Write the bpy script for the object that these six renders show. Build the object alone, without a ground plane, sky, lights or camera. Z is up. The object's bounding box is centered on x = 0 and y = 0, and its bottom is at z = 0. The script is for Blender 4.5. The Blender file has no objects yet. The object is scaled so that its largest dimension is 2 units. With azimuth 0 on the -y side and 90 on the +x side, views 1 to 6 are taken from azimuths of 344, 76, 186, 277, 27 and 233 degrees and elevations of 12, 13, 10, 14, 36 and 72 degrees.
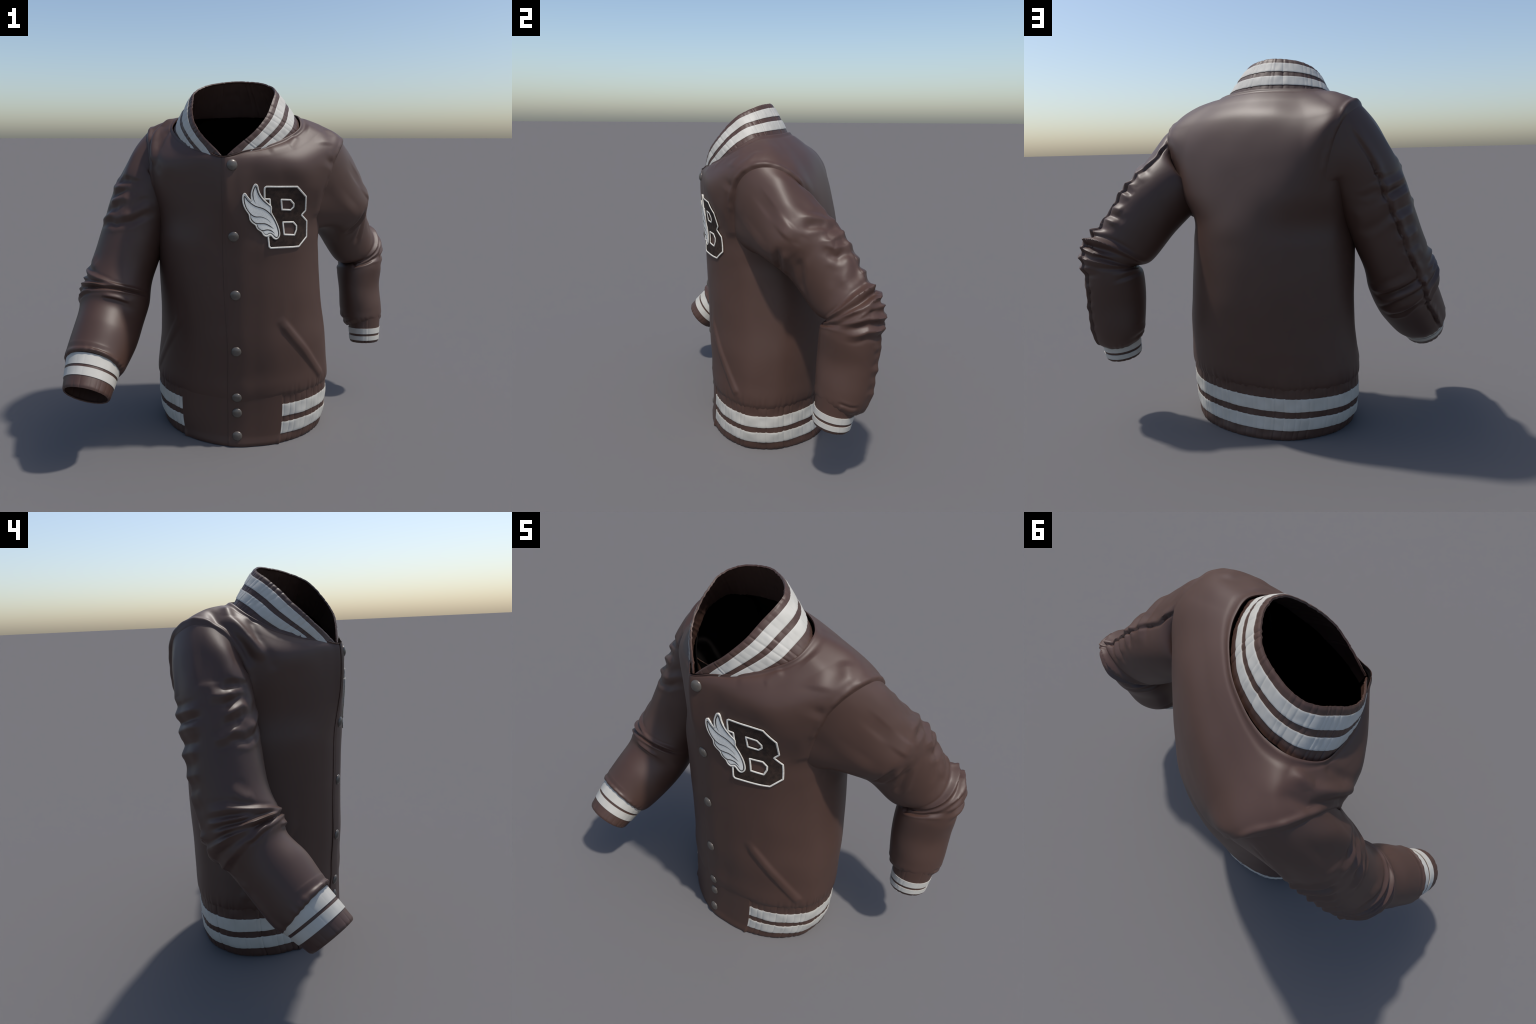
"""Brown leather letterman jacket with ribbed knit trim, snap buttons and a winged letter patch.

Everything is modelled in the jacket's own frame (front faces -y, x is the
wearer's left); the root empty then turns the jacket on its stand.
"""
import bpy, math
import numpy as np
from mathutils import Vector, noise
from mathutils.bvhtree import BVHTree
from mathutils.geometry import delaunay_2d_cdt

YAW = -0.434
rng = np.random.default_rng(7)


# ------------------------------------------------------------------ helpers
def sstep(x):
    x = np.clip(x, 0, 1)
    return x * x * (3 - 2 * x)


def gauss(x):
    return np.exp(-np.minimum(x * x, 50))


def catmull(P, t):
    """Catmull-Rom through the rows of P at parameters t in [0, len-1]."""
    P = np.asarray(P, float)
    n = len(P)
    i = np.clip(np.floor(t).astype(int), 0, n - 2)
    f = (t - i).reshape((-1,) + (1,) * (P.ndim - 1))
    ext = np.concatenate([(2 * P[0] - P[1])[None], P, (2 * P[-1] - P[-2])[None]])
    a, b, c, d = ext[i], ext[i + 1], ext[i + 2], ext[i + 3]
    return 0.5 * (2 * b + (c - a) * f + (2 * a - 5 * b + 4 * c - d) * f ** 2 + (3 * b - 3 * c + d - a) * f ** 3)


def catmull_closed(P, t):
    P = np.asarray(P, float)
    n = len(P)
    i = np.floor(t).astype(int)
    f = (t - i).reshape((-1,) + (1,) * (P.ndim - 1))
    a, b, c, d = P[(i - 1) % n], P[i % n], P[(i + 1) % n], P[(i + 2) % n]
    return 0.5 * (2 * b + (c - a) * f + (2 * a - 5 * b + 4 * c - d) * f ** 2 + (3 * b - 3 * c + d - a) * f ** 3)


def fnoise(P, scale, seed=0.0):
    """Smooth noise in [-1, 1] at points P (N,3)."""
    sh = P.shape[:-1]
    Q = P.reshape(-1, 3) * scale + seed
    return np.array([noise.noise(Vector(q)) for q in Q]).reshape(sh)


def grid_normals(P, closed):
    if closed:
        du = np.roll(P, -1, 1) - np.roll(P, 1, 1)
    else:
        du = np.gradient(P, axis=1)
    dv = np.gradient(P, axis=0)
    N = np.cross(du, dv)
    return N / (np.linalg.norm(N, axis=2, keepdims=True) + 1e-12)


def grid_faces(r, c, closed):
    F = []
    for i in range(r - 1):
        for j in range(c if closed else c - 1):
            k = (j + 1) % c
            F.append((i * c + j, i * c + k, (i + 1) * c + k, (i + 1) * c + j))
    return F


def new_mesh(name, V, F, mats, parent, smooth=True):
    me = bpy.data.meshes.new(name)
    me.from_pydata([tuple(map(float, v)) for v in np.asarray(V).reshape(-1, 3)], [], F)
    for m in mats:
        me.materials.append(m)
    me.polygons.foreach_set("use_smooth", [smooth] * len(me.polygons))
    me.update()
    ob = bpy.data.objects.new(name, me)
    bpy.context.scene.collection.objects.link(ob)
    ob.parent = parent
    return ob


def shell(name, P, closed, thick, mats, parent, inner_mat=0):
    """A sheet of cloth with real thickness: outer grid P, inner layer, closed rims."""
    r, c = P.shape[:2]
    N = grid_normals(P, closed)
    I = P - N * thick
    V = np.concatenate([P.reshape(-1, 3), I.reshape(-1, 3)])
    F = grid_faces(r, c, closed)
    n = r * c
    nf = len(F)
    F = F + [tuple(n + k for k in reversed(f)) for f in F]
    m = [0] * nf + [inner_mat] * nf
    cc = c if closed else c - 1
    for j in range(cc):
        k = (j + 1) % c
        F.append((k, j, n + j, n + k))
        b = (r - 1) * c
        F.append((b + j, b + k, n + b + k, n + b + j))
        m += [0, 0]
    if not closed:
        for i in range(r - 1):
            a, b = i * c, (i + 1) * c
            F.append((a, b, n + b, n + a))
            a, b = i * c + c - 1, (i + 1) * c + c - 1
            F.append((b, a, n + a, n + b))
            m += [0, 0]
    ob = new_mesh(name, V, F, mats, parent)
    ob.data.polygons.foreach_set("material_index", m)
    ob.data.set_sharp_from_angle(angle=math.radians(62))
    return ob


def seg_dist(P, A):
    """Distance, signed side offset and run (0..1) from points P to polyline A."""
    A = np.asarray(A, float)
    L = np.concatenate([[0], np.cumsum(np.linalg.norm(np.diff(A, axis=0), axis=1))])
    best = np.full(P.shape[:-1], 9.0)
    run = np.zeros(P.shape[:-1])
    for k in range(len(A) - 1):
        d = A[k + 1] - A[k]
        t = np.clip(((P - A[k]) @ d) / (d @ d), 0, 1)
        D = np.linalg.norm(P - (A[k] + t[..., None] * d), axis=-1)
        w = D < best
        best = np.where(w, D, best)
        run = np.where(w, (L[k] + t * (L[k + 1] - L[k])) / L[-1], run)
    return best, run


# ---------------------------------------------------------------- materials
def node_mat(name):
    m = bpy.data.materials.new(name)
    m.use_nodes = True
    nt = m.node_tree
    return m, nt, nt.nodes["Principled BSDF"]


def noise_color(nt, bsdf, c1, c2, scale, detail=4, lo=0.35, hi=0.65):
    tc = nt.nodes.new("ShaderNodeTexCoord")
    no = nt.nodes.new("ShaderNodeTexNoise")
    no.inputs["Scale"].default_value = scale
    no.inputs["Detail"].default_value = detail
    rp = nt.nodes.new("ShaderNodeValToRGB")
    rp.color_ramp.elements[0].position = lo
    rp.color_ramp.elements[1].position = hi
    rp.color_ramp.elements[0].color = (*c1, 1)
    rp.color_ramp.elements[1].color = (*c2, 1)
    nt.links.new(tc.outputs["Object"], no.inputs["Vector"])
    nt.links.new(no.outputs["Fac"], rp.inputs["Fac"])
    nt.links.new(rp.outputs["Color"], bsdf.inputs["Base Color"])
    return tc, no


def bump_noise(nt, bsdf, tc, scale, strength, dist=0.002, detail=3):
    no = nt.nodes.new("ShaderNodeTexNoise")
    no.inputs["Scale"].default_value = scale
    no.inputs["Detail"].default_value = detail
    bp = nt.nodes.new("ShaderNodeBump")
    bp.inputs["Strength"].default_value = strength
    bp.inputs["Distance"].default_value = dist
    nt.links.new(tc.outputs["Object"], no.inputs["Vector"])
    nt.links.new(no.outputs["Fac"], bp.inputs["Height"])
    nt.links.new(bp.outputs["Normal"], bsdf.inputs["Normal"])


def make_leather(name, c1, c2, rough, spec=0.5):
    m, nt, b = node_mat(name)
    tc, no = noise_color(nt, b, c1, c2, 5.0)
    b.inputs["Roughness"].default_value = rough
    b.inputs["Specular IOR Level"].default_value = spec
    bump_noise(nt, b, tc, 260.0, 0.05, 0.001)
    return m


LEATHER = make_leather("brown_leather", (0.0635, 0.0315, 0.0225), (0.0685, 0.0345, 0.0250), 0.51)
SLEEVE_LEATHER = make_leather("brown_sleeve_leather", (0.0635, 0.0315, 0.0225), (0.0685, 0.0345, 0.0250), 0.49)
KNIT = make_leather("brown_rib_knit", (0.0635, 0.0315, 0.0225), (0.0685, 0.0345, 0.0250), 0.5)
INNER_BLACK, nt, b = node_mat("black_inner_face")
b.inputs["Base Color"].default_value = (0.006, 0.005, 0.005, 1)
b.inputs["Roughness"].default_value = 0.9
b.inputs["Specular IOR Level"].default_value = 0.05

WHITE, nt, b = node_mat("white_stripe_knit")
tc, no = noise_color(nt, b, (0.455, 0.437, 0.392), (0.500, 0.480, 0.436), 14.0)
b.inputs["Roughness"].default_value = 0.6
bump_noise(nt, b, tc, 300.0, 0.06, 0.001)

CHENILLE, nt, b = node_mat("black_chenille")
tc, no = noise_color(nt, b, (0.024, 0.016, 0.013), (0.054, 0.033, 0.024), 45.0, 8, 0.35, 0.75)
b.inputs["Roughness"].default_value = 0.85
b.inputs["Specular IOR Level"].default_value = 0.2
bump_noise(nt, b, tc, 420.0, 0.5, 0.003)

FELT, nt, b = node_mat("white_felt")
tc, no = noise_color(nt, b, (0.66, 0.645, 0.59), (0.78, 0.765, 0.71), 160.0, 6)
b.inputs["Roughness"].default_value = 0.9
bump_noise(nt, b, tc, 500.0, 0.12, 0.001)

CORD, nt, b = node_mat("white_border_cord")
tc, no = noise_color(nt, b, (0.60, 0.56, 0.49), (0.71, 0.68, 0.61), 90.0, 5)
b.inputs["Roughness"].default_value = 0.8

THREAD, nt, b = node_mat("dark_outline_thread")
b.inputs["Base Color"].default_value = (0.020, 0.014, 0.012, 1)
b.inputs["Roughness"].default_value = 0.8

SNAP, nt, b = node_mat("antique_snap_metal")
tc, no = noise_color(nt, b, (0.10, 0.088, 0.076), (0.14, 0.122, 0.106), 30.0)
b.inputs["Roughness"].default_value = 0.33
b.inputs["Metallic"].default_value = 0.35

# --------------------------------------------------------------------- root
root = bpy.data.objects.new("letterman_jacket", None)
bpy.context.scene.collection.objects.link(root)
root.rotation_euler = (0, 0, YAW)
root["label"] = "brown leather letterman jacket with white striped rib trim and winged letter B"
root["category"] = "jacket"

# -------------------------------------------------------------- torso shape
# horizontal sections below the arms: z, right x, left x, front y, back y, y of widest point
LOW = [
    (0.00, -0.458, 0.470, -0.378, 0.374, -0.012),
    (0.10, -0.490, 0.497, -0.370, 0.362, -0.004),
    (0.25, -0.498, 0.505, -0.368, 0.358, 0.003),
    (0.40, -0.490, 0.500, -0.374, 0.378, 0.006),
    (0.55, -0.471, 0.490, -0.384, 0.398, 0.004),
    (0.70, -0.465, 0.468, -0.389, 0.412, -0.002),
    (0.85, -0.464, 0.455, -0.396, 0.414, -0.014),
    (1.00, -0.461, 0.446, -0.402, 0.410, -0.028),
    (1.12, -0.458, 0.444, -0.407, 0.402, -0.040),
]
ANG = np.radians([0, 15, 32, 52, 72, 90, 112, 140, 160, 180])
# upper loops, half a loop each from centre front round the left side to centre back
CHEST = [(0, -.422, 1.25), (.125, -.391, 1.25), (.28, -.307, 1.25), (.395, -.205, 1.25), (.455, -.075, 1.26),
         (.468, .05, 1.27), (.452, .20, 1.27), (.34, .315, 1.27), (.17, .362, 1.265), (0, .372, 1.265)]
BREAST = [(0, -.432, 1.39), (.13, -.396, 1.39), (.28, -.327, 1.395), (.41, -.245, 1.41), (.51, -.085, 1.46),
          (.535, .07, 1.50), (.478, .245, 1.49), (.335, .294, 1.475), (.17, .316, 1.47), (0, .324, 1.47)]
YOKE = [(0, -.434, 1.475), (.13, -.398, 1.485), (.262, -.348, 1.50), (.388, -.270, 1.52), (.525, -.085, 1.598),
        (.556, .055, 1.637), (.500, .198, 1.600), (.33, .232, 1.610), (.17, .252, 1.625), (0, .258, 1.630)]
SHOULDER = [(0, -.430, 1.530), (.115, -.398, 1.544), (.238, -.342, 1.563), (.338, -.256, 1.594), (.424, -.122, 1.656),
            (.445, .035, 1.710), (.370, .115, 1.705), (.25, .145, 1.708), (.125, .162, 1.717), (0, .170, 1.720)]
NECK = [(0, -.424, 1.556), (.095, -.384, 1.584), (.195, -.318, 1.610), (.287, -.222, 1.652), (.341, -.140, 1.700),
        (.320, -.043, 1.757), (.252, .022, 1.770), (.172, .060, 1.774), (.086, .080, 1.779), (0, .088, 1.781)]


def low_loop(z, xl, xr, yf, yb, yc):
    out = []
    for a in list(ANG) + [2 * math.pi - q for q in ANG[-2:0:-1]]:
        s, c = math.sin(a), math.cos(a)
        e = 1.86 if c > 0 else 2.08
        ax = (xr - xl) / 2
        x = (xl + xr) / 2 + math.copysign(abs(s) ** (2 / e), s) * ax
        y = yc - math.copysign(abs(c) ** (2 / e), c) * ((yc - yf) if c > 0 else (yb - yc))
        out.append((x, y, z))
    return out


def high_loop(H):
    return H + [(-x, y, z) for x, y, z in H[-2:0:-1]]


LOOPS = np.array([low_loop(*l) for l in LOW] + [high_loop(h) for h in (CHEST, BREAST, YOKE, SHOULDER, NECK)])
# the right shoulder is carried a little higher than the left
w = sstep((-LOOPS[..., 0] - 0.30) / 0.22) * sstep((LOOPS[..., 2] - 1.3) / 0.3)
LOOPS[..., 2] += 0.040 * w
LOOPS[..., 0] += 0.022 * w
NLEV = len(LOOPS)


def torso(t, p):
    """Torso surface points: t levels (0 hem .. NLEV-1 neck), p loop position (0 centre front, 9 centre back)."""
    rows = catmull(LOOPS, t)                       # (T,18,3)
    return np.stack([catmull_closed(r, p) for r in rows])


def level_of(z):
    """Level parameter of height z on the straight lower body."""
    return float(np.interp(z, [l[0] for l in LOW], range(len(LOW))))


POCKET = [(0.272, -0.298, 0.695), (0.334, -0.262, 0.605), (0.390, -0.215, 0.515), (0.436, -0.165, 0.425), (0.474, -0.105, 0.330)]


def torso_relief(P, p):
    """Outward displacement of the torso: placket, pockets, folds, pinches."""
    d = np.zeros(P.shape[:2])
    x, y, z = P[..., 0], P[..., 1], P[..., 2]
    front = y < 0
    # button placket: left front laps over the right
    pp = np.where(p > 9, p - 18, p)[None, :] * np.ones_like(d)
    d += np.where(front & (pp > -0.5) & (p < 9)[None, :], (0.003 + 0.0022 * sstep((x + 0.006) / 0.018)) * (1 - sstep((x - 0.07) / 0.09)), 0)
    # the top of the closing edge stands forward
    d += np.where(front, 0.013 * gauss((x - 0.004) / 0.034) * sstep((z - 1.18) / 0.2), 0)
    # welt pockets, one each side
    for sx in (1, -1):
        A = [(sx * a, b, c) for a, b, c in POCKET]
        D, run = seg_dist(P, A)
        ends = sstep(run / 0.10) * sstep((1 - run) / 0.06)
        k = 1.0 if sx > 0 else 0.45
        d += np.where(front, 0.0105 * k * gauss((D / 0.023) ** 2) * (0.25 + 0.75 * ends), 0)
        # hollow on the inner lower side of the welt
        B = [(sx * (a - 0.034), b, c - 0.024) for a, b, c in POCKET]
        D, run = seg_dist(P, B)
        d -= np.where(front, 0.006 * k * gauss(D / 0.014), 0)
        # pull fold above the pocket mouth
        D, run = seg_dist(P, [(sx * .285, -.29, .70), (sx * .30, -.295, .86)])
        d += np.where(front, 0.004 * gauss(D / 0.03) * (1 - run), 0)
    # gathers above the waistband
    gath = np.sin(p * 26 + 2.0 * np.sin(p * 5.1) + 1.3 * np.sin(p * 11.7))[None, :]
    d += 0.0016 * gath * sstep((0.36 - z) / 0.08) * np.clip(1 - gauss((pp / 2.6) ** 4), 0, 1)
    # blouse over the band
    d += 0.004 * gauss((z - 0.33) / 0.055)
    # neck seam roll
    return d


def body_folds(P, sleeves):
    """Soft folds of the shoulders and chest."""
    d = np.zeros(P.shape[:2])
    def ridge(A, w, a, t0=0.15, t1=0.15):
        D, run = seg_dist(P, A)
        return a * gauss(D / w) * sstep(run / t0) * sstep((1 - run) / t1)
    # left chest dart and folds running from the neck to the armhole
    d += ridge([(.305, -.245, 1.60), (.275, -.275, 1.565)], 0.016, -0.010, .3, .3)
    d += ridge([(.33, -.19, 1.655), (.30, -.25, 1.60), (.20, -.33, 1.572)], 0.022, 0.007)
    d += ridge([(.36, -.10, 1.70), (.44, -.08, 1.66), (.47, -.12, 1.59)], 0.045, 0.008)
    d += ridge([(.46, .02, 1.695), (.52, -.02, 1.65), (.50, -.14, 1.52)], 0.03, 0.007)
    d += ridge([(.50, -.13, 1.53), (.46, -.17, 1.38), (.44, -.13, 1.22)], 0.05, 0.010)
    # right shoulder: three deep folds fanning from the shoulder point
    d += ridge([(-.36, -.02, 1.765), (-.43, -.09, 1.71), (-.44, -.18, 1.62), (-.40, -.25, 1.50)], 0.026, 0.019)
    d += ridge([(-.41, .05, 1.75), (-.48, -.06, 1.69), (-.465, -.17, 1.59), (-.45, -.22, 1.48)], 0.022, -0.014, .35)
    d += ridge([(-.35, -.14, 1.70), (-.39, -.21, 1.60), (-.36, -.28, 1.45)], 0.022, -0.009)
    d += ridge([(-.49, -.16, 1.50), (-.47, -.19, 1.36), (-.45, -.16, 1.20)], 0.045, 0.008)
    # armhole welts (the torso edge is proud of the sleeve)
    for S in sleeves:
        D, run = seg_dist(P, S.seam)
        d += (0.0075 + 0.002 * np.sin(run * 70) * np.sin(run * 23)) * gauss(D / 0.013) * sstep(run / .12) * sstep((1 - run) / .12)
    return d


# ------------------------------------------------------------------ sleeves
def unit(v):
    v = np.asarray(v, float)
    return v / np.linalg.norm(v)


def transport(n, t0, t1):
    """Turn vector n by the smallest rotation taking t0 to t1."""
    ax = np.cross(t0, t1)
    s, c = np.linalg.norm(ax), float(t0 @ t1)
    if s < 1e-9:
        return n
    ax = ax / s
    return n * c + np.cross(ax, n) * s + ax * (ax @ n) * (1 - c)


class Sleeve:
    """A tube lofted through an armhole ring and oval rings square to a bent axis."""

    def __init__(self, armhole, stations, bend_normal, n=200, seat=None):
        self.n = n
        C = np.array([s[:3] for s in stations])
        T = np.array([unit(C[min(i + 1, len(C) - 1)] - C[max(i - 1, 0)]) for i in range(len(C))])
        T[0] = unit(0.5 * T[0] + 0.5 * T[1])
        for i, q in enumerate(stations):          # a station may carry its own ring direction
            if len(q) > 5:
                T[i] = unit(q[5])
        k = len(C) - 3
        bn = unit(bend_normal)
        n_ = unit(np.cross(T[k], bn))
        frames = {k: n_}
        for i in range(k + 1, len(C)):
            frames[i] = transport(frames[i - 1], T[i - 1], T[i])
        for i in range(k - 1, -1, -1):
            frames[i] = transport(frames[i + 1], T[i + 1], T[i])
        phi = np.arange(n) / n * 2 * math.pi
        self.phi = np.where(phi > math.pi, phi - 2 * math.pi, phi)
        rings = []
        c0, up, fw, t0, sq = armhole
        up, fw, t0 = np.array(up), np.array(fw), unit(t0)
        f0 = transport(frames[0], T[0], t0)
        b0 = np.cross(f0, t0)
        d = np.cos(phi)[:, None] * f0 + np.sin(phi)[:, None] * b0
        al = np.arctan2(d @ unit(up), d @ unit(fw))
        ca, sa = np.cos(al), np.sin(al)
        ca, sa = np.sign(ca) * np.abs(ca) ** sq, np.sign(sa) * np.abs(sa) ** sq
        r0 = np.array(c0) + ca[:, None] * fw + sa[:, None] * up
        # over the shoulder and chest the sleeve leaves the armhole along the body surface; under the arm it does not
        hang = sstep((sa + 0.55) / 0.6)[:, None]
        near = [seat.find_nearest(Vector(q)) for q in r0] if seat else []
        if near:
            loc = np.array([q[0] for q in near])
            nb = np.array([q[1] for q in near])
            nb = sum(np.roll(nb, k, 0) for k in range(-6, 7)) / 13
            nb /= np.linalg.norm(nb, axis=1)[:, None]
            nb = nb * np.sign((nb * (loc - np.array(c0))).sum(1))[:, None]
            tau = t0 - (nb @ t0)[:, None] * nb
            tau /= np.linalg.norm(tau, axis=1)[:, None] + 1e-9
            r0 = r0 + (loc - nb * 0.003 - r0) * hang
            tau = t0 + (tau - t0) * hang
        else:
            tau = np.ones_like(r0) * t0
        k = np.where(hang[:, 0] > 0.35)[0]
        k = k[np.argsort((al[k] + math.pi / 2) % (2 * math.pi))][::4]
        self.seam = (r0 - tau * 0.010)[k]
        rings += [r0 - tau * 0.04 - (nb * 0.055 * hang if near else 0), r0]
        for i, s in enumerate(stations):
            b = np.cross(frames[i], T[i])
            rings.append(C[i] + np.cos(phi)[:, None] * frames[i] * s[3] + np.sin(phi)[:, None] * b * s[4])
        self.rings = np.array(rings)
        self.axis = np.concatenate([[np.array(c0) - t0 * 0.05, c0], C])
        self.end_frame = (frames[len(C) - 1], T[-1])
        # arc-like run of the axis, zero at the armhole
        g = np.linalg.norm(np.diff(self.axis, axis=0), axis=1)
        self.run = np.concatenate([[0], np.cumsum(g)]) - g[0]

    def grid(self, rows):
        s = np.linspace(0, len(self.rings) - 1, rows)
        P = catmull(self.rings, s)
        u = np.interp(s, range(len(self.run)), self.run)
        # extra rows give even spacing along the arm
        uu = np.linspace(self.run[0], self.run[-1], rows)
        s2 = np.interp(uu, u, s)
        P = catmull(self.rings, s2)
        return P, uu


# left sleeve hangs back, slightly bent; right sleeve reaches forward, elbow bent
LEFT_ARMHOLE = ((.480, .075, 1.365), (.075, .0, .262), (.0, .205, .0), (.93, .12, -.25), 0.86)
LEFT_RINGS = [(.520, .200, 1.290, .199, .186), (.560, .340, 1.170, .184, .150), (.625, .460, 1.010, .170, .122), (.690, .535, .935, .145, .124), (.684, .520, .830, .155, .136),
              (.690, .508, .702, .158, .120), (.704, .498, .560, .148, .127), (.717, .482, .492, .136, .118), (.723, .472, .463, .113, .100)]
LEFT_BEND = (-.88, .47, -.14)

RIGHT_ARMHOLE = ((-.438, .025, 1.370), (-.075, .0, .312), (.0, .215, .0), (-.93, -.05, -.25), 0.86)
RIGHT_RINGS = [(-.500, -.035, 1.370, .176, .195), (-.624, -.178, .963, .168, .176), (-.654, -.270, .780, .182, .190), (-.654, -.332, .690, .153, .182),
               (-.655, -.428, .606, .157, .175), (-.667, -.515, .525, .153, .163), (-.669, -.556, .500, .150, .153, (.0, -.80, -.60)), (-.670, -.566, .493, .136, .139, (.0, -.82, -.57))]
RIGHT_BEND = (-.639, -.553, .535)



def torso_base():
    t = np.concatenate([np.linspace(level_of(0.255), 9, 110, endpoint=False), np.linspace(9, NLEV - 1, 150)])
    p = np.concatenate([np.linspace(-0.05, 1, 36, endpoint=False), np.linspace(1, 17, 400, endpoint=False), np.linspace(17, 18.3, 44)])
    return t, p, torso(t, p)


def build_torso(t, p, P, sleeves):
    N = grid_normals(P, False)
    d = torso_relief(P, p) + body_folds(P, sleeves)
    # tuck the lower edge in behind the waistband
    tab = (1 - sstep((np.abs(P[..., 0]) - 0.22) / 0.08)) * (P[..., 1] < 0)
    d -= (0.010 - 0.007 * tab) * (1 - sstep((P[..., 2] - 0.255) / 0.045))
    # the right front lies a little under the left
    d -= np.where(p > 17.95, 0.0015, 0)[None, :]
    # raised seam just outside the neck opening and a rolled lip
    back = NLEV - 1 - t[:, None]
    lip = 0.003 * gauss((back - 0.05) / 0.06) - 0.0025 * gauss((back - 0.22) / 0.09)
    d += lip
    d += 0.0016 * fnoise(P, 7.0)
    P = P + N * d[..., None]
    return P


t_, p_, TBASE = torso_base()
r_, c_ = TBASE.shape[:2]
SEAT_BVH = BVHTree.FromPolygons([Vector(v) for v in TBASE.reshape(-1, 3)], grid_faces(r_, c_, False))
LS = Sleeve(LEFT_ARMHOLE, LEFT_RINGS, LEFT_BEND, seat=SEAT_BVH)
RS = Sleeve(RIGHT_ARMHOLE, RIGHT_RINGS, RIGHT_BEND, seat=SEAT_BVH)
TP = build_torso(t_, p_, TBASE, (LS, RS))
body = shell("body_panel", TP, False, 0.007, [LEATHER, INNER_BLACK], root, 1)
BODY_BVH = BVHTree.FromPolygons([Vector(v) for v in TP.reshape(-1, 3)], grid_faces(r_, c_, False))


# ---------------------------------------------------------------- waistband
def rib_wave(s, pitch, seed, jit=0.35, sharp=0.45):
    """Irregular rib profile along arc length s: rounded ribs (1) between grooves (down to 0)."""
    r = np.random.default_rng(seed)
    k = np.arange(-1, int(s.max() / pitch) + 3) * pitch
    k = k + r.uniform(-jit, jit, len(k)) * pitch
    depth = r.uniform(0.25, 1.0, len(k)) ** 1.3
    i = np.clip(np.searchsorted(k, s) - 1, 0, len(k) - 2)
    f = (s - k[i]) / (k[i + 1] - k[i])
    dp = depth[i] + (depth[i + 1] - depth[i]) * f
    return 1 - dp * (1 - np.sin(math.pi * np.clip(f, 0, 1)) ** sharp)


p = np.concatenate([np.linspace(-0.05, 1, 30, endpoint=False), np.linspace(1, 17, 1100, endpoint=False), np.linspace(17, 18.3, 36)])
zb = np.concatenate([[0.0, 0.004, 0.010], np.linspace(0.02, 0.285, 34)])
BP = torso(np.array([level_of(q) for q in zb]), p)
BN = grid_normals(BP, False)
arc = np.concatenate([[0], np.cumsum(np.linalg.norm(np.diff(BP[15], axis=0), axis=1))])
xm = BP[15, :, 0]
TAB = 0.279                                   # half width of the plain front tab
plain = (np.abs(xm) < TAB) & (BP[15, :, 1] < 0)
ribs = rib_wave(arc, 0.034, 3, 0.3)
fade = np.where(plain, 0.0, 1.0)
rib_amp = 0.0060
d_band = -0.004 - rib_amp * (1 - ribs)[None, :] * fade[None, :] * np.ones((len(zb), 1))
d_band = d_band + np.where(plain, 0.003, 0)[None, :]
pp_ = np.where((p < 9), 1, 0) * plain
d_band += (0.004 * (1 - sstep((xm - 0.07) / 0.09)) * pp_)[None, :]
d_band -= np.where(p > 17.95, 0.0015, 0)[None, :]
d_band += (0.004 * sstep((0.06 - zb) / 0.05) - 0.003 * gauss(zb / 0.006))[:, None]
d_band += 0.0015 * np.sin(zb * 70)[:, None] * (np.sin(arc * 41) * fade)[None, :]
d_band += 0.008 * np.clip(1 - zb / 0.06, 0, 1)[:, None] * (gauss((np.abs(xm) - TAB) / 0.012) * (BP[15, :, 1] < 0))[None, :]
BPd = BP + BN * d_band[..., None]
# slightly uneven lower edge, a small peak at the corner of each front tab
low = np.clip(1 - zb / 0.05, 0, 1)[:, None]
BPd[..., 2] += low * (0.004 * (1 - ribs) * fade)[None, :]
waist = shell("waistband", BPd, False, 0.008, [KNIT, INNER_BLACK], root, 1)


sel = np.where(~plain)[0]
sel = sel[(sel > 5) & (sel < len(p) - 5)]
for z0, z1 in ((0.056, 0.122), (0.158, 0.224)):
    zz = np.linspace(z0, z1, 12)
    SP = torso(np.array([level_of(q) for q in zz]), p[sel])
    SN = grid_normals(SP, False)
    edge = np.minimum(zz - z0, z1 - zz)[:, None]
    dd = -0.004 - 0.8 * rib_amp * (1 - ribs[sel])[None, :] + 0.0035 - 0.0012 * gauss(edge / 0.002)
    dd = dd + 0.0015 * np.sin(zz * 70)[:, None] * np.sin(arc[sel] * 41)[None, :]
    SP = SP + SN * dd[..., None]
    SP[..., 2] += 0.003 * (1 - ribs[sel])[None, :] * ((zz - z0) / (z1 - z0))[:, None]
    shell("waistband_stripe", SP, False, 0.005, [WHITE], waist)


# ------------------------------------------------------------------ buttons
def button_mesh():
    prof = [(0.0, 0.0128), (0.006, 0.0125), (0.012, 0.0115), (0.018, 0.0096), (0.0225, 0.0071), (0.0255, 0.0044),
            (0.0268, 0.0020), (0.0270, 0.0), (0.0262, -0.003)]
    n = 40
    V, F = [], []
    for r, h in prof[1:]:
        for k in range(n):
            a = 2 * math.pi * k / n
            V.append((r * math.cos(a), r * math.sin(a), h))
    V.append((0, 0, prof[0][1]))
    top = len(V) - 1
    for k in range(n):
        F.append((k, (k + 1) % n, top))
    for i in range(len(prof) - 2):
        for k in range(n):
            F.append(((i + 1) * n + k, (i + 1) * n + (k + 1) % n, i * n + (k + 1) % n, i * n + k))
    me = bpy.data.meshes.new("snap_button")
    me.from_pydata(V, [], F)
    me.materials.append(SNAP)
    me.polygons.foreach_set("use_smooth", [True] * len(me.polygons))
    return me


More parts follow.
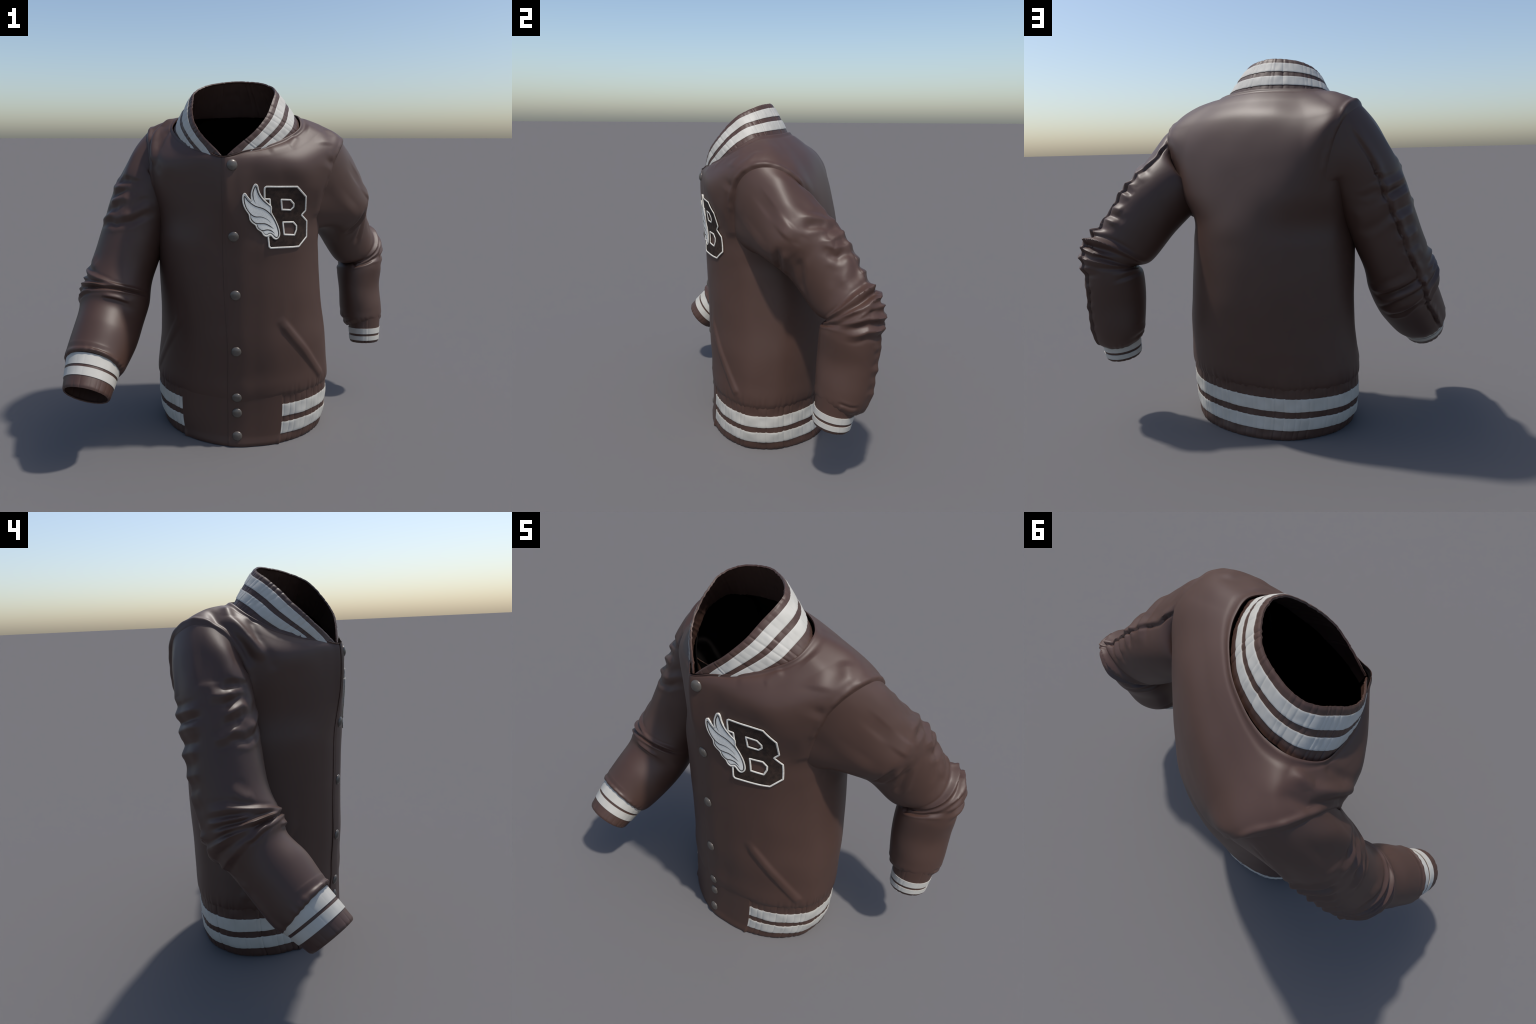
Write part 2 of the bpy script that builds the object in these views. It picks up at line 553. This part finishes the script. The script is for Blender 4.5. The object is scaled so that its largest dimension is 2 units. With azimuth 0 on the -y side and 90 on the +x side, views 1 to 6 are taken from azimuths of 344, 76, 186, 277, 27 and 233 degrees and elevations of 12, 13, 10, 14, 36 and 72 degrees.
WAIST_BVH = BVHTree.FromPolygons([Vector(v) for v in BPd.reshape(-1, 3)], grid_faces(BPd.shape[0], BPd.shape[1], False))
bm = button_mesh()
for bx, bz, tree in ((.043, 1.519, BODY_BVH), (.043, 1.164, BODY_BVH), (.047, .857, BODY_BVH), (.047, .549, BODY_BVH),
                     (.046, .284, BODY_BVH), (.046, .194, WAIST_BVH), (.047, .061, WAIST_BVH)):
    hit, nrm, _, _ = tree.ray_cast(Vector((bx, -2, bz)), Vector((0, 1, 0)))
    ob = bpy.data.objects.new("snap_button", bm)
    bpy.context.scene.collection.objects.link(ob)
    if nrm.y > 0:
        nrm = -nrm
    ob.rotation_euler = nrm.to_track_quat("Z", "Y").to_euler()
    ob.location = hit
    ob.parent = root

# ------------------------------------------------------------------- collar
# upper rim and seated base of the collar, half loops from centre front to centre back
RIM = [(.004, -.425, 1.553), (.038, -.408, 1.588), (.080, -.390, 1.624), (.130, -.364, 1.667), (.168, -.330, 1.713), (.195, -.285, 1.762),
       (.210, -.228, 1.822), (.218, -.165, 1.874), (.200, -.108, 1.905), (.155, -.066, 1.926), (.10, -.040, 1.938), (.05, -.024, 1.944), (0, -.018, 1.946)]
SEAT = [(.010, -.412, 1.490), (.100, -.382, 1.510), (.168, -.338, 1.545), (.230, -.290, 1.585), (.286, -.226, 1.630), (.324, -.172, 1.672),
        (.330, -.118, 1.712), (.312, -.050, 1.748), (.266, -.007, 1.757), (.218, .026, 1.762), (.155, .054, 1.766), (.080, .074, 1.769), (0, .083, 1.771)]


def collar_grid(v, n=620):
    R = np.array(RIM + [(-x, y, z) for x, y, z in RIM[-2::-1]])
    S = np.array(SEAT + [(-x, y, z) for x, y, z in SEAT[-2::-1]])
    u = np.linspace(0, len(R) - 1, n)
    a, b = catmull(S, u), catmull(R, u)
    P = a[None] + (b - a)[None] * v[:, None, None]
    # slight outward belly of the stand
    N = grid_normals(P, False)
    P = P + N * (0.005 * np.sin(math.pi * np.clip(v, 0, 1)))[:, None, None]
    arc = np.concatenate([[0], np.cumsum(np.linalg.norm(np.diff(b, axis=0), axis=1))])
    return P, u, arc


def collar_band(v, n=620):
    """Rows at even depths below the rim; towards the front they run down under the neck edge."""
    R = np.array(RIM + [(-x, y, z) for x, y, z in RIM[-2::-1]])
    S = np.array(SEAT + [(-x, y, z) for x, y, z in SEAT[-2::-1]])
    u = np.linspace(0, len(R) - 1, n)
    a, b = catmull(S, u), catmull(R, u)
    length = np.linalg.norm(b - a, axis=1)
    ends = np.minimum(u, len(R) - 1 - u)
    depth = (1 - v)[:, None] * np.maximum(length, 0.125)[None, :] + (0.022 * gauss(ends / 2.4))[None, :]
    w = 1 - depth / length[None, :]
    P = a[None] + (b - a)[None] * w[..., None]
    N = grid_normals(P, False)
    return P + N * (0.005 * np.sin(math.pi * np.clip(w, 0, 1)))[..., None]


def collar_depth(P, arc):
    w = rib_wave(arc, 0.030, 11, 0.35)
    return (1 - w)


v = np.concatenate([np.linspace(-0.05, 0.97, 44), [0.985, 1.0]])
CP, cu, carc = collar_grid(v)
cw = collar_depth(CP, carc)
N = grid_normals(CP, False)
crinkle = 0.0018 * fnoise(CP * np.array([1, 1, 0.6]), 34.0, 3.0)
CPd = CP + N * (-0.0045 * cw[None, :] - 0.004 * gauss((1 - v) / 0.03)[:, None] + crinkle)[..., None]
collar = shell("collar", CPd, False, 0.007, [KNIT], root)
for v0, v1, cut in ((0.175, 0.435, 58), (0.575, 0.845, 30)):
    vv = np.linspace(v0, v1, 16)
    SP = collar_band(vv)
    N = grid_normals(SP, False)
    cr = 0.0018 * fnoise(SP * np.array([1, 1, 0.6]), 34.0, 3.0)
    edge = np.minimum(vv - v0, v1 - vv)[:, None] * 0.2
    SP = SP + N * (0.0030 - 0.0030 * cw[None, :] + cr - 0.001 * gauss(edge / 0.0015))[..., None]
    shell("collar_stripe", SP[:, cut:-cut], False, 0.005, [WHITE], collar)


# ------------------------------------------------------------ sleeve relief
def crease(u, phi, line, w, amp, sharp=2.0, peak=None, girth=0.165):
    """A ridge (amp > 0) or groove (amp < 0) along a line of (run, angle) points on the sleeve, fading at its ends."""
    A = np.array([(a, girth * b) for a, b in line])
    U = u[:, None] * np.ones((1, len(phi)))
    best = np.full(U.shape, 9.0)
    pos = np.zeros(U.shape)
    off = 0.5 * (A[:, 1].min() + A[:, 1].max()) / girth
    F = girth * (off + (phi[None, :] - off + math.pi) % (2 * math.pi) - math.pi) * np.ones((len(u), 1))
    L = np.concatenate([[0], np.cumsum(np.linalg.norm(np.diff(A, axis=0), axis=1))])
    for k in range(len(A) - 1):
        d = A[k + 1] - A[k]
        t = np.clip(((U - A[k, 0]) * d[0] + (F - A[k, 1]) * d[1]) / (d @ d), 0, 1)
        D = np.hypot(U - A[k, 0] - t * d[0], F - A[k, 1] - t * d[1])
        m = D < best
        best = np.where(m, D, best)
        pos = np.where(m, (L[k] + t * (L[k + 1] - L[k])) / L[-1], pos)
    env = sstep(pos / 0.3 + 0.1) * sstep((1 - pos) / 0.3 + 0.1)
    if peak is not None:
        q = (phi[None, :] - peak + math.pi) % (2 * math.pi) - math.pi
        env = env * (0.45 + 0.55 * gauss(q / 0.9))
    x = best / w
    return amp * env * (np.exp(-x ** sharp) - 0.32 * np.exp(-((x - 2.0) / 0.8) ** 2))


def seam_ridge(u, phi, us, ps, w, amp, u0, u1, side):
    """Lapped, puckered seam along the arm: a ridge on one side, a groove tucked in on the other."""
    line = np.interp(u, us, ps) + 0.02 * np.sin(u * 37 + 3 * np.sin(u * 9)) + 0.008 * np.sin(u * 101 + 1)
    F = side * ((phi[None, :] - line[:, None] + math.pi) % (2 * math.pi) - math.pi)
    env = sstep((u - u0) / 0.04) * sstep((u1 - u) / 0.03) * (1 + 0.22 * np.sin(u * 53 + 4 * np.sin(u * 8)))
    x = F / w
    ridge = np.where(x > 0, gauss(x / 1.6), gauss(x / 0.35))
    return amp * env[:, None] * (ridge - 0.75 * gauss((x + 0.75) / 0.45))


def build_sleeve(S, relief, rows=300):
    P, u = S.grid(rows)
    N = grid_normals(P, True)
    C = P.mean(1, keepdims=True)
    if ((P - C) * N).sum(-1).mean() < 0:
        P = P[:, ::-1]
        N = grid_normals(P, True)
        phi = S.phi[::-1]
    else:
        phi = S.phi
    d = relief(u, phi, P)
    d += 0.0015 * fnoise(P, 9.0, 5.0)
    # keep the hidden start smooth
    d *= sstep((u - 0.0) / 0.06)[:, None]
    P = P + N * d[..., None]
    ob = shell("sleeve", P, True, 0.006, [SLEEVE_LEATHER, INNER_BLACK], root, 1)
    c = P.shape[1]
    for k in range(int((u < -0.030).sum()) * c):       # the part seated inside the body is coloured black
        ob.data.polygons[k].material_index = 1
    for k in range(2 * (len(u) - 1) * c, len(ob.data.polygons), 2):
        ob.data.polygons[k].material_index = 1
    return ob, P, u


# ---- left sleeve: hangs back, slightly bent


def left_relief(u, phi, P):
    L = u[-1]
    d = np.zeros((len(u), len(phi)))

    def add(line, w, amp, sharp=2.0, peak=None):
        nonlocal d
        d = d + crease(u, phi, line, w, amp, sharp, peak)

    # elbow: five sharp crests over the point of the elbow, drawn together at the inner bend
    add([(.662, -2.4), (.640, -1.4), (.617, -.8), (.606, -.24), (.600, .2), (.590, .7)], .013, .026, 1.4, 0)
    add([(.696, -2.0), (.677, -1.4), (.668, -.8), (.650, -.3), (.645, 0), (.626, .37), (.605, 1.1), (.590, 1.9), (.577, 2.5)], .012, .031, 1.4, 0)
    add([(.709, -1.45), (.695, -1.0), (.676, -.5), (.673, 0), (.672, .66), (.650, 1.5)], .010, .028, 1.4, 0)
    add([(.715, -1.7), (.709, -1.2), (.700, -.56), (.703, 0), (.697, .68), (.694, 1.4), (.688, 2.3)], .011, .030, 1.4, 0)
    add([(.752, -1.3), (.749, -.95), (.734, -.55), (.736, -.1), (.727, .3), (.716, 1.0)], .012, .022, 1.4, 0)
    add([(.64, -3.3), (.755, -2.8), (.718, -2.02), (.716, -1.2)], .012, -.008, 1.5)
    add([(.66, 3.3), (.685, 2.7), (.700, 2.0)], .012, -.005, 1.5)
    add([(.735, 2.9), (.730, 2.2), (.740, 1.5)], .014, .006, 1.5)
    add([(.770, 2.6), (.765, 1.9), (.775, 1.2)], .012, -.005, 1.5)
    # upper arm
    add([(.02, -.38), (.078, -.63), (.117, -.74), (.150, -.80)], .034, 0.0072)
    add([(.144, -.80), (.175, -.54), (.239, -.14), (.275, .30), (.29, .6)], .022, 0.0112, 1.5)
    add([(.190, -.80), (.225, -.45), (.262, -.2)], .022, -0.0064)
    add([(.164, -1.35), (.158, -.95)], .035, 0.0080)
    add([(.100, -1.0), (.100, -1.58), (.110, -2.1)], .045, -0.0096)
    add([(.180, -1.6), (.230, -2.02), (.275, -2.6)], .016, -0.0096, 1.5)
    add([(.220, -1.55), (.270, -1.95), (.310, -2.4)], .022, 0.0072)
    add([(.300, -1.49), (.393, -2.0), (.440, -2.3)], .020, -0.0080)
    add([(.300, -.85), (.335, -.55), (.335, -.1), (.322, .25), (.315, .5)], .022, 0.0120, 1.5)
    add([(.372, -.85), (.420, -.63), (.405, -.2)], .022, -0.0072)
    add([(.352, -.10), (.362, .20), (.370, .55)], .014, -0.0064, 1.5)
    add([(.316, -.85), (.379, -.59), (.392, -.2), (.385, .1), (.390, .55)], .020, 0.0096, 1.5)
    add([(.455, -.15), (.475, -.38), (.520, -.78), (.570, -.98)], .030, 0.0064)
    add([(.470, -.10), (.465, .25), (.455, .60)], .018, 0.0072, 1.6)
    add([(.545, -.25), (.535, .23), (.519, .75)], .016, 0.0080, 1.5)
    add([(.500, .0), (.498, .4), (.49, .9)], .018, -0.0048)
    # forearm: puckers along the back seam, gathers over the cuff
    for k, a in enumerate((.80, .86, .925, .985, 1.045)):
        add([(a, -.25), (a + .004, .1), (a - .006, .55)], .016, (.0035, .0015, .004, .002, .003)[k])
    add([(L - .055, 1.7), (L - .048, 2.5), (L - .055, 3.3)], .012, -.004)
    add([(L - .050, -1.2), (L - .042, -.7), (L - .052, -.3)], .010, -.004)
    add([(L - .085, 2.0), (L - .080, 2.7)], .014, .004)
    d += seam_ridge(u, phi, (0, .1, .19, .27, .335, .40, .49, .56, .62, .77, .87, 1.0, 1.14),
                    (.38, .30, .22, .12, .04, -.06, -.10, -.10, .03, .21, .22, .17, .20), 0.085, 0.009, 0.02, L, -1)
    # cuff gathers
    d += 0.0012 * np.sin(phi * 19 + 2 * np.sin(phi * 5))[None, :] * sstep((u - L + 0.06) / 0.05)[:, None]
    return d


lsleeve, LP, lu = build_sleeve(LS, left_relief)

# ---- right sleeve: reaches forward, elbow bent


def right_relief(u, phi, P):
    L = u[-1]
    d = np.zeros((len(u), len(phi)))

    def add(line, w, amp, sharp=2.0, peak=None):
        nonlocal d
        d = d + crease(u, phi, line, w, amp, sharp, peak)

    # elbow creases fanning from the inner bend to the point of the elbow
    add([(.600, .5), (.612, 1.2), (.637, 1.59), (.660, 2.02), (.682, 2.69)], .014, .012, 1.4, 1.4)
    add([(.640, .4), (.657, 1.11), (.665, 1.34), (.672, 1.7)], .011, .011, 1.4, 1.2)
    add([(.690, .5), (.694, .96), (.705, 1.32), (.709, 1.63), (.710, 1.9), (.712, 2.5)], .012, .015, 1.4, 1.5)
    add([(.745, .1), (.740, .61), (.732, 1.15), (.733, 1.6)], .013, .014, 1.4, .7)
    add([(.778, 1.2), (.772, 1.44), (.757, 1.68), (.745, 2.0)], .011, .010, 1.5, 1.6)
    add([(.820, -.1), (.815, .13), (.791, .91), (.762, 1.40)], .014, .010, 1.5, .4)
    add([(.775, -1.4), (.720, -.7), (.690, 0), (.672, .4)], .016, .015, 1.5, 0)
    add([(.830, -1.3), (.800, -.68), (.757, -.1), (.742, .3)], .016, .013, 1.5, 0)
    add([(.739, -1.4), (.684, -.65), (.651, .13)], .011, -.010, 1.5)
    add([(.812, -1.45), (.757, -.74), (.730, -.16)], .011, -.009, 1.5)
    add([(.858, -1.2), (.837, -.61), (.784, -.13)], .011, -.008, 1.5)
    add([(.700, -1.6), (.650, -.8), (.620, .0)], .018, .010, 1.6)
    add([(.745, 1.45), (.722, 2.5), (.704, 3.11), (.688, 3.9)], .011, -.011, 1.5)
    add([(.777, 2.3), (.776, 2.75), (.783, 3.2)], .013, .007)
    add([(.690, 2.2), (.680, 2.9), (.665, 3.6)], .013, .006)
    # upper arm: broad drapes below the shoulder, folds running round from the back seam
    add([(.016, 1.04), (.028, 1.29), (.049, 1.58), (.062, 2.0)], .028, 0.0077)
    add([(.050, .95), (.070, 1.35), (.100, 1.65)], .030, -0.0070)
    add([(.080, 1.70), (.085, 2.0), (.100, 2.4)], .022, 0.0070)
    add([(.125, 1.55), (.135, 1.85), (.120, 2.1)], .022, -0.0070)
    add([(.160, 1.2), (.172, 1.44), (.182, 1.62), (.165, 1.95)], .020, 0.0098, 1.6)
    add([(.210, 1.5), (.205, 1.8), (.190, 2.1)], .020, -0.0056)
    add([(.262, 1.5), (.250, 1.73), (.228, 2.04), (.239, 2.3)], .020, 0.0098, 1.6)
    add([(.290, 1.4), (.285, 1.7), (.272, 2.0)], .020, -0.0063)
    add([(.345, 1.15), (.338, 1.5), (.308, 1.90)], .018, 0.0098, 1.6)
    add([(.113, 2.34), (.199, 2.49), (.289, 2.25), (.385, 2.1)], .030, 0.0042)
    add([(.170, -.3), (.176, -.05), (.194, .68), (.201, 1.1)], .018, 0.0084, 1.6)
    add([(.254, -.3), (.256, 0), (.262, .58), (.272, 1.05)], .020, 0.0091, 1.6)
    add([(.222, -.15), (.225, .5), (.235, 1.0)], .015, -0.0063, 1.6)
    add([(.310, -.2), (.315, .4), (.330, .9)], .016, -0.0063, 1.6)
    add([(.350, -.25), (.352, .2), (.366, .8)], .018, 0.0070, 1.6)
    add([(.440, -.25), (.445, .2), (.455, .7)], .020, 0.0070, 1.6)
    add([(.177, .05), (.188, -.28), (.198, -.7)], .016, -0.0049)
    add([(.305, .05), (.340, -.5), (.365, -1.15)], .018, -0.0056)
    add([(.250, .0), (.275, -.5), (.295, -1.1)], .025, 0.0049)
    add([(.265, 2.95), (.331, 2.51), (.361, 2.03), (.350, 1.5)], .016, -0.0084, 1.6)
    add([(.232, 2.95), (.298, 2.51), (.326, 2.10)], .022, 0.0084)
    add([(.555, 1.3), (.567, 1.49), (.592, 1.69), (.588, 1.95)], .020, 0.0056)
    add([(.540, -.2), (.545, .2), (.550, .6)], .018, 0.0056)
    # forearm
    add([(L - .045, 1.2), (L - .040, 2.2), (L - .045, 3.2)], .010, -.003)
    d += seam_ridge(u, phi, (0, .045, .10, .19, .50, .63, .79, .92, 1.13), (.40, .26, .11, .07, .10, .14, .18, .30, .25), 0.090, 0.011, 0.01, L, 1)
    d += 0.0012 * np.sin(phi * 21 + 2 * np.sin(phi * 5))[None, :] * sstep((u - L + 0.06) / 0.05)[:, None]
    return d


rsleeve, RP, ru = build_sleeve(RS, right_relief)


# -------------------------------------------------------------------- cuffs
def build_cuff(parent, c0, c1, frame_n, radii0, radii1, stripes, seed, square=None):
    c0, c1 = np.array(c0), np.array(c1)
    t = unit(c1 - c0) if square is None else unit(square)
    n_ = unit(frame_n - t * (np.asarray(frame_n) @ t))
    b_ = np.cross(n_, t)
    m = 300
    phi = np.arange(m) / m * 2 * math.pi

    def surf(v, off):
        P = []
        for q, o in zip(v, off):
            rn = radii0[0] + (radii1[0] - radii0[0]) * q
            rb = radii0[1] + (radii1[1] - radii0[1]) * q
            c = c0 + (c1 - c0) * q
            P.append(c + np.cos(phi)[:, None] * n_ * (rn + o)[:, None] + np.sin(phi)[:, None] * b_ * (rb + o)[:, None])
        P = np.array(P)
        N = grid_normals(P, True)
        if ((P - P.mean(1, keepdims=True)) * N).sum(-1).mean() < 0:
            P = P[:, ::-1]
        return P

    arc = phi * radii0[0]
    g = 1 - rib_wave(arc, 0.040, seed, 0.35)
    v = np.concatenate([np.linspace(-0.12, 0.96, 30), [0.985, 1.0]])
    off = -0.0018 * g[None, :] - 0.005 * gauss((1 - v) / 0.03)[:, None]
    off = off - 0.004 * sstep((v - 0.7) / 0.3)[:, None] * g[None, :]
    ob = shell("cuff", surf(v, off), True, 0.007, [KNIT], parent)
    for a, b in stripes:
        vv = np.linspace(a, b, 10)
        off = 0.0028 - 0.0014 * g[None, :] + 0 * vv[:, None]
        shell("cuff_stripe", surf(vv, off), True, 0.005, [WHITE], ob)
    return ob


fn, _ = LS.end_frame
build_cuff(root, (.728, .470, .505), (.733, .445, .351), fn, (.110, .098), (.098, .089), ((0.40, 0.620), (0.715, 0.89)), 41)
fn, _ = RS.end_frame
build_cuff(root, (-.674, -.543, .500), (-.661, -.678, .386), fn, (.137, .141), (.118, .121), ((0.0, 0.33), (0.41, 0.655)), 43, (-.03, -.71, -.70))

# -------------------------------------------------------------------- patch
# flat patterns in pattern units (x right, y down), draped on the chest by casting along the pattern's depth
UNIT = 0.000402
PC = np.array((.232, -.310, 1.256))
PR, PU, PF = np.array((.988, .156, 0)), np.array((-.031, .199, .980)), np.array((-.153, .968, -.201))
EYE = PC - PF * 2.92
PCX, PCY = 650, 560


def drape(xy, h):
    """Pattern point to a point h above the chest, with the chest normal."""
    q = PC + PR * (xy[0] - PCX) * UNIT + PU * (PCY - xy[1]) * UNIT
    d = Vector(q - EYE).normalized()
    hit, nrm, _, _ = BODY_BVH.ray_cast(Vector(EYE), d)
    if nrm.dot(d) > 0:
        nrm = -nrm
    return np.array(hit), np.array(nrm)


def inside(pt, poly):
    x, y = pt
    c = False
    for i in range(len(poly)):
        x0, y0 = poly[i - 1]
        x1, y1 = poly[i]
        if (y0 > y) != (y1 > y) and x < (x1 - x0) * (y - y0) / (y1 - y0) + x0:
            c = not c
    return c


def resample(poly, step, closed=True):
    P = [np.array(q, float) for q in poly]
    if closed:
        P.append(P[0])
    out = []
    for a, b in zip(P[:-1], P[1:]):
        k = max(1, int(round(np.linalg.norm(b - a) / step)))
        out += [a + (b - a) * i / k for i in range(k)]
    if not closed:
        out.append(P[-1])
    return out


def smooth_poly(poly, per=5, closed=True):
    P = np.array(poly, float)
    if closed:
        return [tuple(q) for q in catmull_closed(P, np.arange(len(P) * per) / per)]
    return [tuple(q) for q in catmull(P, np.arange((len(P) - 1) * per + 1) / per)]


def applique(name, outline, holes, height, puff, mat, parent, step=14, base=-0.002):
    loops = [resample(l, step) for l in [outline] + holes]
    pts, edges = [], []
    for l in loops:
        k = len(pts)
        pts += [tuple(q) for q in l]
        edges += [(k + i, k + (i + 1) % len(l)) for i in range(len(l))]
    nb = len(pts)
    B = np.array(pts)
    xs = np.arange(B[:, 0].min(), B[:, 0].max(), step)
    ys = np.arange(B[:, 1].min(), B[:, 1].max(), step)
    for i, x in enumerate(xs):
        for j, y in enumerate(ys):
            q = (x + (step / 2 if j % 2 else 0), y)
            if inside(q, outline) and not any(inside(q, h) for h in holes) and np.hypot(*(B - q).T).min() > 0.6 * step:
                pts.append(q)
    v2, _, f2, ov, _, _ = delaunay_2d_cdt([Vector(q) for q in pts], edges, [], 0, 1e-4)
    keep = []
    for f in f2:
        c = sum((v2[i] for i in f), Vector((0, 0))) / len(f)
        if inside(c, outline) and not any(inside(c, h) for h in holes):
            keep.append(tuple(f))
    V, hs = [], []
    for q in v2:
        dist = np.hypot(*(B - np.array(q)).T).min()
        hh = height - puff * (1 - min(1, dist / (2.2 * step))) ** 2
        p0, n0 = drape(q, 0)
        V.append((p0 + n0 * hh, p0 + n0 * base))
    n = len(V)
    verts = [a for a, _ in V] + [b for _, b in V]
    # orient every top face outward
    F = []
    cnt = {}
    for f in keep:
        a, b_, c = (Vector(verts[i]) for i in f[:3])
        if (b_ - a).cross(c - a).y > 0:
            f = tuple(reversed(f))
        F.append(f)
        for i in range(len(f)):
            e = (f[i], f[(i + 1) % len(f)])
            cnt[tuple(sorted(e))] = None if tuple(sorted(e)) in cnt else e
    F += [tuple(n + i for i in reversed(f)) for f in F]
    F += [(e[1], e[0], n + e[0], n + e[1]) for e in cnt.values() if e]
    ob = new_mesh(name, verts, F, [mat], parent)
    ob.data.set_sharp_from_angle(angle=math.radians(50))
    return ob


def cord(name, line, half, lift, mat, parent, closed=True, step=9, taper=False):
    """A half-round cord or line of thread laid on the draped patch."""
    L = resample(line, step, closed)
    pn = [drape(q, 0) for q in L]
    P = np.array([a for a, _ in pn])
    N = np.array([b for _, b in pn])
    T = (np.roll(P, -1, 0) - np.roll(P, 1, 0)) if closed else np.gradient(P, axis=0)
    T /= np.linalg.norm(T, axis=1)[:, None]
    S = np.cross(T, N)
    m, hw = 10, half * UNIT
    rings = []
    k = len(P)
    for i in range(k):
        w = hw * (min(1, 0.25 + 5 * min(i, k - 1 - i) / k) if taper else 1)
        a = np.linspace(0, 2 * math.pi, m, endpoint=False)
        rings.append(P[i] + S[i] * (np.cos(a) * w)[:, None] + N[i] * (lift + np.sin(a) * w * 0.55)[:, None])
    R = np.array(rings)
    if closed:
        R = np.concatenate([R, R[:1]])
    F = grid_faces(len(R), m, True)
    if not closed:
        F += [tuple(range(m)), tuple((len(R) - 1) * m + j for j in reversed(range(m)))]
    ob = new_mesh(name, R.reshape(-1, 3), F, [mat], parent)
    return ob


B_OUT = [(520, 236), (524, 212), (544, 198), (700, 196), (936, 188), (1047, 304), (1042, 472), (992, 532), (1058, 600),
         (1056, 796), (960, 922), (880, 935), (602, 957), (584, 938), (571, 812), (602, 800), (598, 520), (594, 440), (588, 352), (522, 352)]
B_H1 = [(733, 352), (850, 352), (892, 397), (890, 436), (853, 475), (743, 475)]
B_H2 = [(755, 632), (886, 624), (928, 668), (927, 718), (902, 785), (773, 785)]
patch = bpy.data.objects.new("letter_patch", None)
bpy.context.scene.collection.objects.link(patch)
patch.parent = root
applique("letter_b_plate", B_OUT, [B_H1, B_H2], 0.0060, 0.002, CHENILLE, patch)
for line in (B_OUT, B_H1, B_H2):
    cord("letter_border", line, 11.5, 0.0055, CORD, patch)

WING = [(405, 172), (428, 190), (448, 265), (492, 340), (560, 405), (604, 445), (604, 515), (652, 600), (693, 690), (712, 770), (702, 815), (672, 842),
        (640, 832), (596, 792), (552, 812), (514, 796), (486, 755), (435, 718), (408, 672), (366, 642), (337, 605), (326, 545),
        (278, 476), (248, 400), (243, 325), (260, 292), (276, 294), (302, 330), (352, 376), (352, 290), (371, 218), (390, 182)]
WING = smooth_poly(WING, 3)
wing = applique("wing_plate", WING, [], 0.0085, 0.002, FELT, patch, 13)
cord("wing_border", WING, 9.5, 0.0078, CORD, patch)
for line in (
    [(405, 405), (378, 345), (372, 275), (388, 222), (407, 198), (424, 240), (446, 298), (500, 368), (560, 418), (600, 452)],
    [(600, 640), (552, 598), (484, 572), (400, 570), (340, 535), (292, 472), (265, 392), (264, 322), (312, 378), (398, 438), (505, 470),
     (588, 528), (648, 612), (686, 706), (699, 780), (688, 818), (660, 818), (622, 782), (590, 770), (548, 790), (512, 774), (500, 746)],
    [(340, 545), (350, 598), (400, 648), (462, 654), (532, 656), (588, 682), (636, 716)],
    [(425, 662), (442, 708), (490, 740), (556, 730), (606, 740), (650, 776)],
):
    cord("feather_line", smooth_poly(line, 4, False), 6.0, 0.0084, THREAD, patch, closed=False, step=7, taper=True)
